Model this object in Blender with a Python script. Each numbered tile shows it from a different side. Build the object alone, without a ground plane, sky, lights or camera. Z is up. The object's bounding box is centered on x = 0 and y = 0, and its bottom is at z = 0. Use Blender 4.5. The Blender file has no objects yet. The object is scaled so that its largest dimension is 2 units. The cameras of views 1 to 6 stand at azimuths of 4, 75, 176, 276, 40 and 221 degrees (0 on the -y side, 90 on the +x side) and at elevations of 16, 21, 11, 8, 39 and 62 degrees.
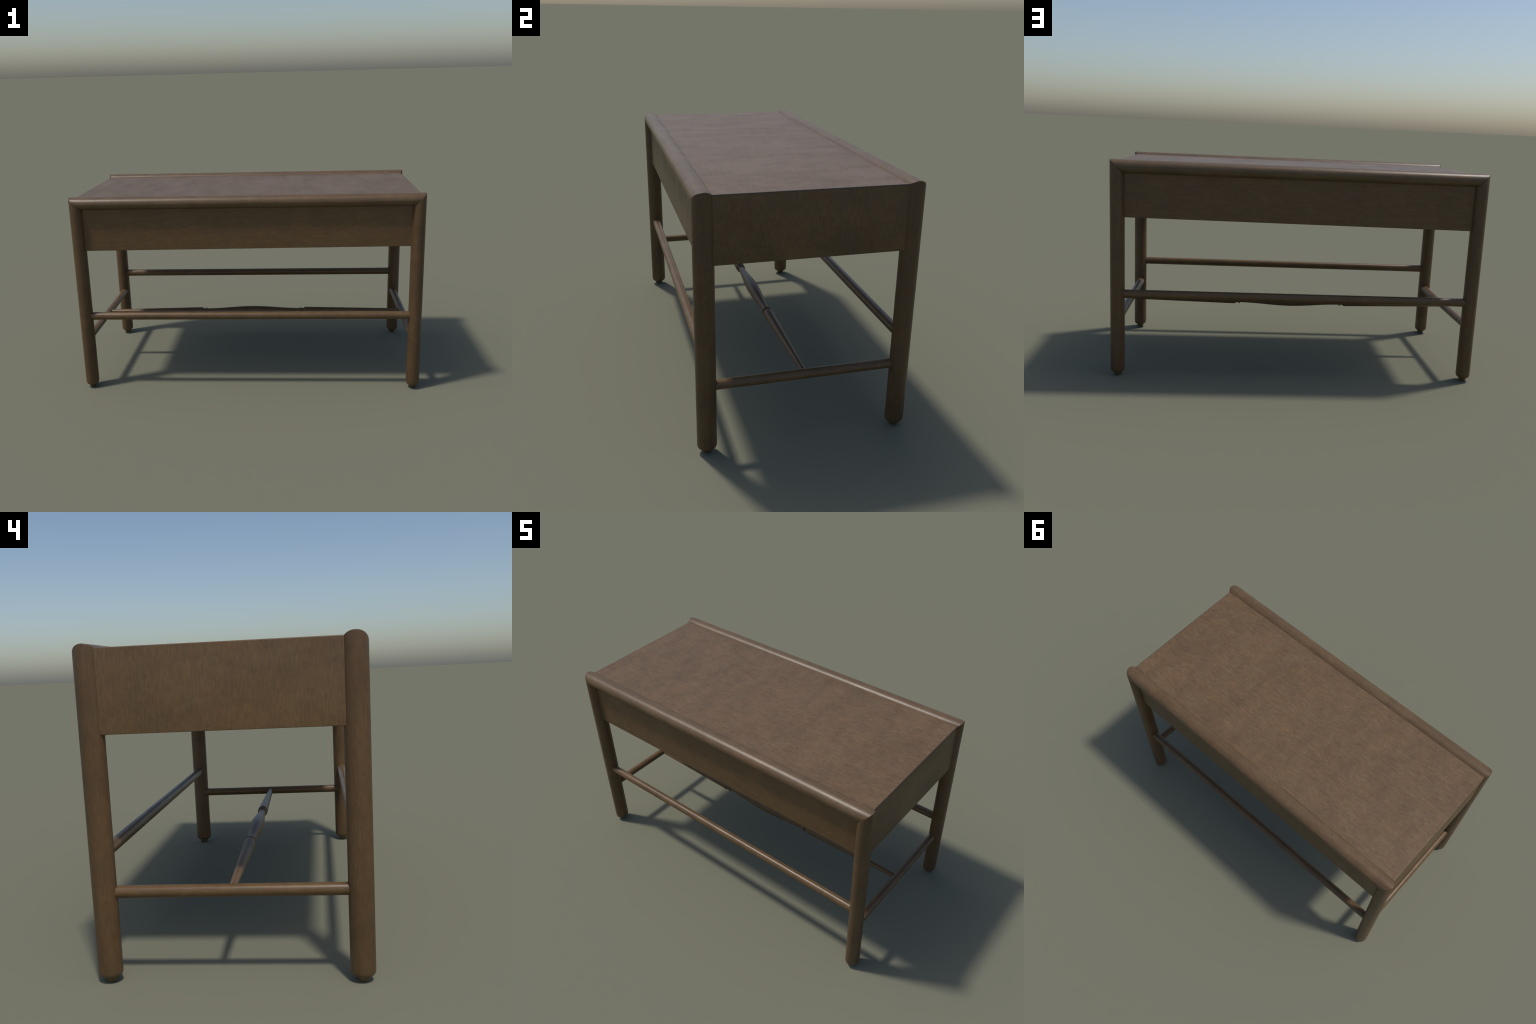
import bpy, bmesh, math
from mathutils import Vector

# ---------------------------------------------------------------- sizes (m)
HALF_LENGTH = 1.000       # outer mitre corner of leg and rail
TOP = 1.1635              # crown of the rails
LEG_X = 0.962             # leg axis
LEG_Y = 0.4375
RX = 0.038                # oval section of legs and rails: thin way ...
RY = 0.0432               # ... and deep way
TABLE_Z = 1.1490          # top surface
SKIRT_Z = 0.865           # lower edge of aprons and end panels
END_X = 0.9835            # outer face of end panels
APRON_Y = 0.4485          # outer face of aprons
RZ = 0.0358               # rails are a little flatter than the legs
RAIL_Z = TOP - RZ
LONG_STRETCHER_Z = 0.4524
SHORT_STRETCHER_Z = 0.3195
STRETCHER_R = 0.0228
CROSS_X = 0.955            # cross stretchers sit a little inside the leg axes
SEG = 40


# ---------------------------------------------------------------- materials
def wood(name, grain, base, seed, blotch=1.0, scratch=0.0, speck=0.0, rough=0.40, mottle=0.10, fleck=(24, 34), streaks=0.09, spec=0.5):
    """Stained timber: fine streaks along `grain`, cloudy cross figure,
    a red/olive drift of the stain, sparse dark specks, hair scratches."""
    m = bpy.data.materials.new(name)
    m.use_nodes = True
    nt = m.node_tree
    N, L = nt.nodes, nt.links
    bsdf = N["Principled BSDF"]
    tc = N.new("ShaderNodeTexCoord")

    def mapped(scale, rot=(0, 0, 0), off=0.0):
        mp = N.new("ShaderNodeMapping")
        mp.inputs["Scale"].default_value = scale
        mp.inputs["Rotation"].default_value = rot
        mp.inputs["Location"].default_value = (seed * 3.7 + off, seed * 1.3 - off, seed * 2.1 + off)
        L.new(tc.outputs["Object"], mp.inputs["Vector"])
        return mp.outputs["Vector"]

    def along(a, c):
        s = [c, c, c]
        s["xyz".index(grain)] = a
        return tuple(s)

    def noise(vec, detail=3.0, rough_=0.55, scale=1.0, dist=0.0):
        n = N.new("ShaderNodeTexNoise")
        n.inputs["Scale"].default_value = scale
        n.inputs["Detail"].default_value = detail
        n.inputs["Roughness"].default_value = rough_
        n.inputs["Distortion"].default_value = dist
        L.new(vec, n.inputs["Vector"])
        return n.outputs["Fac"]

    def rng(v, a, b, lo, hi):
        r = N.new("ShaderNodeMapRange")
        r.inputs["From Min"].default_value = a
        r.inputs["From Max"].default_value = b
        r.inputs["To Min"].default_value = lo
        r.inputs["To Max"].default_value = hi
        L.new(v, r.inputs["Value"])
        return r.outputs["Result"]

    def mul(a, b):
        k = N.new("ShaderNodeMath")
        k.operation = "MULTIPLY"
        L.new(a, k.inputs[0])
        L.new(b, k.inputs[1])
        return k.outputs[0]

    fine = noise(mapped(along(26, 210)), 3.0, 0.6)
    streak = noise(mapped(along(5, 60), off=4.0), 4.0, 0.6)
    cloud = noise(mapped(along(8.0, 3.6), off=9.0), 5.0, 0.62, dist=0.4)
    drift = noise(mapped(along(9, 13), off=14.0), 4.0, 0.65)

    flake = noise(mapped(along(42, 95), off=25.0), 4.0, 0.65)
    val = mul(rng(fine, 0.25, 0.75, 0.83, 1.17), rng(streak, 0.25, 0.75, 1.0 - streaks, 1.0 + streaks))
    val = mul(val, rng(flake, 0.28, 0.72, 1.0 - mottle, 1.0 + mottle))
    val = mul(val, rng(cloud, 0.32, 0.62, 1.0 - 0.20 * blotch, 1.0 + 0.06 * blotch))
    patchy = noise(mapped(along(13, 20), off=52.0), 4.0, 0.6)
    val = mul(val, rng(patchy, 0.30, 0.70, 1.0 - 0.10 * blotch, 1.0 + 0.08 * blotch))
    if speck > 0:
        v = N.new("ShaderNodeTexVoronoi")
        v.inputs["Scale"].default_value = 1.0
        L.new(mapped(along(*fleck), off=21.0), v.inputs["Vector"])
        mask = rng(v.outputs["Distance"], 0.05, 0.11, 1.0 - speck, 1.0)
        where = noise(mapped(along(4, 5), off=31.0), 2.0)
        keep = rng(where, 0.55, 0.62, 1.0, 0.0)
        mx = N.new("ShaderNodeMath")
        mx.operation = "MAXIMUM"
        L.new(mask, mx.inputs[0])
        L.new(keep, mx.inputs[1])
        val = mul(val, mx.outputs[0])
    if scratch > 0:
        for ang, o in ((1.15, 40.0), (0.12, 47.0)):
            s = noise(mapped((5, 5, 420), (0, ang, 0), o), 1.0, 0.4)
            patch = noise(mapped((14, 14, 14), off=o + 3), 1.0)
            g = mul(rng(s, 0.70, 0.78, 0.0, scratch), rng(patch, 0.5, 0.62, 0.0, 1.0))
            add = N.new("ShaderNodeMath")
            add.operation = "ADD"
            add.inputs[1].default_value = 1.0
            L.new(g, add.inputs[0])
            val = mul(val, add.outputs[0])

    hue = N.new("ShaderNodeMix")
    hue.data_type = "RGBA"
    red = (base[0] * 1.03, base[1] * 0.985, base[2] * 0.94, 1)
    olive = (base[0] * 0.97, base[1] * 1.01, base[2] * 1.02, 1)
    hue.inputs["A"].default_value = red
    hue.inputs["B"].default_value = olive
    L.new(rng(drift, 0.38, 0.62, 0.0, 1.0), hue.inputs["Factor"])
    scale = N.new("ShaderNodeVectorMath")
    scale.operation = "SCALE"
    L.new(hue.outputs["Result"], scale.inputs[0])
    L.new(val, scale.inputs["Scale"])
    L.new(scale.outputs["Vector"], bsdf.inputs["Base Color"])

    L.new(rng(cloud, 0.3, 0.7, rough + 0.04, rough - 0.04), bsdf.inputs["Roughness"])
    bsdf.inputs["IOR"].default_value = 1.45
    bsdf.inputs["Specular IOR Level"].default_value = spec
    bump = N.new("ShaderNodeBump")
    bump.inputs["Strength"].default_value = 0.10
    bump.inputs["Distance"].default_value = 0.002
    L.new(fine, bump.inputs["Height"])
    L.new(bump.outputs["Normal"], bsdf.inputs["Normal"])
    return m


def brass(name):
    m = bpy.data.materials.new(name)
    m.use_nodes = True
    nt = m.node_tree
    b = nt.nodes["Principled BSDF"]
    tc = nt.nodes.new("ShaderNodeTexCoord")
    n = nt.nodes.new("ShaderNodeTexNoise")
    n.inputs["Scale"].default_value = 90.0
    r = nt.nodes.new("ShaderNodeValToRGB")
    r.color_ramp.elements[0].position = 0.35
    r.color_ramp.elements[0].color = (0.070, 0.052, 0.018, 1)
    r.color_ramp.elements[1].position = 0.65
    r.color_ramp.elements[1].color = (0.120, 0.088, 0.030, 1)
    nt.links.new(tc.outputs["Object"], n.inputs["Vector"])
    nt.links.new(n.outputs["Fac"], r.inputs["Fac"])
    nt.links.new(r.outputs["Color"], b.inputs["Base Color"])
    b.inputs["Roughness"].default_value = 0.5
    return m


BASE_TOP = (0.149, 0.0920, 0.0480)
BASE = (0.129, 0.0745, 0.0315)
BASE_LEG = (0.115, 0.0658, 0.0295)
BASE_RAIL = (0.131, 0.080, 0.039)  # greyed and lightened: sky sheen on the rail crowns tinted into the wood
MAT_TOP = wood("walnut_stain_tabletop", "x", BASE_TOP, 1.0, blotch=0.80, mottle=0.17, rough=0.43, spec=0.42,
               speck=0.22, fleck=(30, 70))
MAT_END = wood("walnut_stain_end_panel", "z", BASE, 2.0, blotch=0.8, speck=0.35, mottle=0.16, fleck=(46, 15), streaks=0.03)
MAT_APRON = wood("walnut_stain_apron", "x", BASE, 3.0, blotch=0.5, scratch=0.30)
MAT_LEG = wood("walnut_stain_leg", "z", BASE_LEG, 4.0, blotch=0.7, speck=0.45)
MAT_RAIL = wood("walnut_stain_rail", "x", BASE_RAIL, 5.0, blotch=0.8, speck=0.5, rough=0.395)
MAT_STRETCH = wood("walnut_stain_stretcher", "x", BASE, 6.0, blotch=0.9, speck=0.6, rough=0.37)
MAT_CROSS = wood("walnut_stain_cross_stretcher", "y", BASE, 7.0, blotch=0.9, rough=0.37)
MAT_DARK_ARRIS = wood("dark_arris", "y", (0.042, 0.034, 0.029), 8.0, blotch=0.3, rough=0.5)
MAT_GLIDE = brass("aged_brass_glide")


# ---------------------------------------------------------------- helpers
root = bpy.data.objects.new("wooden_desk", None)
bpy.context.collection.objects.link(root)
root["label"] = "dark walnut desk with round mitred legs and turned stretcher"
root["category"] = "desk"


def make(name, bm, mats, parent=None, smooth_angle=35):
    bmesh.ops.recalc_face_normals(bm, faces=bm.faces)
    me = bpy.data.meshes.new(name)
    bm.to_mesh(me)
    bm.free()
    for m in mats:
        me.materials.append(m)
    me.shade_smooth()
    me.set_sharp_from_angle(angle=math.radians(smooth_angle))
    ob = bpy.data.objects.new(name, me)
    bpy.context.collection.objects.link(ob)
    ob.parent = parent or root
    return ob


def loft(bm, rings):
    """Skin closed rings of equal count; cap both ends."""
    vs = [[bm.verts.new(p) for p in ring] for ring in rings]
    n = len(vs[0])
    for a, b in zip(vs, vs[1:]):
        for i in range(n):
            j = (i + 1) % n
            bm.faces.new((a[i], a[j], b[j], b[i]))
    bm.faces.new(vs[0][::-1])
    bm.faces.new(vs[-1])
    return vs


def angles(n=SEG):
    return [2 * math.pi * i / n for i in range(n)]


def prism(bm, poly, axis, lo, hi):
    """Extrude a 2D outline along an axis ('x' -> poly is (y,z); 'y' -> (x,z))."""
    def pt(p, t):
        return (t, p[0], p[1]) if axis == "x" else (p[0], t, p[1])
    loft(bm, [[pt(p, lo) for p in poly], [pt(p, hi) for p in poly]])


# ---------------------------------------------------------------- legs
# foot end of the leg: (share of section, height)
LEG_END = [(0.62, 0.0205), (0.76, 0.0210), (0.86, 0.0232), (0.935, 0.0272),
           (0.98, 0.0325), (1.0, 0.0385)]
GLIDE = [(0.30, 0.0), (0.42, 0.0008), (0.465, 0.0028), (0.500, 0.0058), (0.585, 0.0185), (0.59, 0.0215)]
MITRE_GAP = 0.0003
# eased edge at the mitre: (distance short of the joint, share of section)
EASE = [(0.0030, 1.0), (0.0013, 0.995), (0.0004, 0.985), (0.0, 0.970)]


def build_leg(sx, sy):
    bm = bmesh.new()
    rings = []
    for f, z in LEG_END:
        rings.append([(sx * (LEG_X + RX * f * math.cos(a)), sy * (LEG_Y + RY * f * math.sin(a)), z)
                      for a in angles()])
    for z in (0.30, 0.60, 0.90, 1.06):
        rings.append([(sx * (LEG_X + RX * math.cos(a)), sy * (LEG_Y + RY * math.sin(a)), z) for a in angles()])
    # mitre: highest at the outer side
    for back, f in EASE:
        rings.append([(sx * (LEG_X + RX * f * math.cos(a)), sy * (LEG_Y + RY * f * math.sin(a)),
                       RAIL_Z + RZ * f * math.cos(a) - MITRE_GAP - back) for a in angles()])
    loft(bm, rings)
    leg = make("leg", bm, [MAT_LEG])
    bm = bmesh.new()
    loft(bm, [[(sx * (LEG_X + RX * f * math.cos(a)), sy * (LEG_Y + RY * f * math.sin(a)), z)
               for a in angles(24)] for f, z in GLIDE])
    make("foot_glide", bm, [MAT_GLIDE], leg)


for sx in (-1, 1):
    for sy in (-1, 1):
        build_leg(sx, sy)


# ---------------------------------------------------------------- rails
def build_rail(sy):
    bm = bmesh.new()
    def ring(reach):
        """reach(angle) -> (x, share of section)"""
        out = []
        for a in angles():
            x, f = reach(a)
            out.append((x, sy * (LEG_Y + RY * f * math.sin(a)), RAIL_Z + RZ * f * math.cos(a)))
        return out

    def end(side, back, f):
        return ring(lambda a: (side * (LEG_X + RX * f * math.cos(a) - MITRE_GAP - back), f))

    rings = [end(-1, back, f) for back, f in reversed(EASE)]
    rings += [ring(lambda a, k=k: (k * 0.915 / 10, 1.0)) for k in range(-10, 11)]
    rings += [end(1, back, f) for back, f in EASE]
    loft(bm, rings)
    make("rail", bm, [MAT_RAIL])


build_rail(-1)
build_rail(1)

# ---------------------------------------------------------------- tabletop
ARRIS = 0.0036
top_edge = END_X - ARRIS - 0.0003
bm = bmesh.new()
top_poly = [(-0.4022, TABLE_Z), (0.4022, TABLE_Z), (0.4036, TABLE_Z - 0.0020), (0.4036, TABLE_Z - 0.022),
            (-0.4036, TABLE_Z - 0.022), (-0.4036, TABLE_Z - 0.0020)]
# mitred ends: the slab shortens with depth at 45 degrees
rings = []
for s in (-1, 1):
    rings.append([(s * (top_edge - (TABLE_Z - z)), y, z) for y, z in top_poly])
loft(bm, rings)
make("tabletop", bm, [MAT_TOP], smooth_angle=20)


# ---------------------------------------------------------------- end panels
def build_end_panel(sx):
    arc = []
    for k in range(5):
        a = math.pi / 2 * k / 4
        arc.append((END_X - ARRIS + ARRIS * math.cos(a), TABLE_Z - ARRIS + ARRIS * math.sin(a)))
    t = 0.024
    poly = [(END_X - t, SKIRT_Z), (END_X - 0.0015, SKIRT_Z), (END_X, SKIRT_Z + 0.0015)] + arc + \
           [(END_X - t, TABLE_Z - (t - ARRIS))]
    bm = bmesh.new()
    prism(bm, [(sx * x, z) for x, z in poly], "y", -0.409, 0.409)
    if sx > 0:   # the right-hand arris shows as an almost black line
        bm.normal_update()
        for f in bm.faces:
            c = f.calc_center_median()
            if c.z > TABLE_Z - ARRIS and c.x > END_X - ARRIS and abs(c.y) < 0.1:
                f.material_index = 1
    make("end_panel", bm, [MAT_END, MAT_DARK_ARRIS], smooth_angle=40)


build_end_panel(-1)
build_end_panel(1)


# ---------------------------------------------------------------- aprons
def build_apron(sy):
    # the lower edge runs slightly out of true: lower at the left end
    b = 0.0012
    bm = bmesh.new()
    rings = []
    for x in (-0.945, 0.945):
        low = 0.8590 + 0.0053 * x / 0.92
        face = APRON_Y if sy < 0 else APRON_Y - 0.002
        poly = [(face - 0.024, low), (face - b, low), (face, low + b), (face, 1.105), (face - 0.024, 1.105)]
        rings.append([(x, sy * y, z) for y, z in poly])
    loft(bm, rings)
    make("apron", bm, [MAT_APRON])


build_apron(-1)
build_apron(1)

# board closing the box from below, a little inside the skirt
bm = bmesh.new()
prism(bm, [(-0.430, 0.870), (0.430, 0.870), (0.430, 0.882), (-0.430, 0.882)], "x", -0.957, 0.957)
make("underside_board", bm, [MAT_APRON])


# ---------------------------------------------------------------- stretchers
def turned(name, profile, origin, axis, mat, seg=28):
    """Lathe (position along axis, radius) pairs round the axis through origin."""
    bm = bmesh.new()
    rings = []
    for t, r in profile:
        ring = []
        for a in angles(seg):
            u, v = r * math.cos(a), r * math.sin(a)
            p = (t, u, v) if axis == "x" else (u, t, v)
            ring.append(tuple(Vector(p) + Vector(origin)))
        rings.append(ring)
    loft(bm, rings)
    return make(name, bm, [mat], smooth_angle=42)


for sy in (-1, 1):
    turned("stretcher", [(x * 0.945 / 8, STRETCHER_R) for x in range(-8, 9)],
           (0, sy * 0.4390, LONG_STRETCHER_Z), "x", MAT_STRETCH)
for sx in (-1, 1):
    turned("cross_stretcher", [(y * 0.415 / 6, 0.0220) for y in range(-6, 7)],
           (sx * CROSS_X, 0, SHORT_STRETCHER_Z), "y", MAT_CROSS)

# turned centre spindle: tapered ends, bead rings, swollen middle
half = []
for k in range(19):
    x = 0.300 * k / 18
    half.append((x, 0.0180 + (0.0325 - 0.0180) * (0.5 + 0.5 * math.cos(math.pi * x / 0.300))))
half += [(0.3020, 0.0182), (0.3032, 0.0220), (0.3055, 0.0245), (0.3085, 0.0245), (0.3108, 0.0220),
         (0.3120, 0.0186), (0.3220, 0.0184), (0.3265, 0.0198), (0.3310, 0.0234), (0.3345, 0.0252),
         (0.3390, 0.0258), (0.3500, 0.0256)]
for k in range(1, 9):
    x = 0.35 + (0.95 - 0.35) * k / 8
    half.append((x, 0.0256 + (0.0130 - 0.0256) * k / 8))
profile = [(-x, r) for x, r in half[:0:-1]] + half
turned("turned_spindle", profile, (0, -0.002, SHORT_STRETCHER_Z), "x", MAT_STRETCH, seg=32)
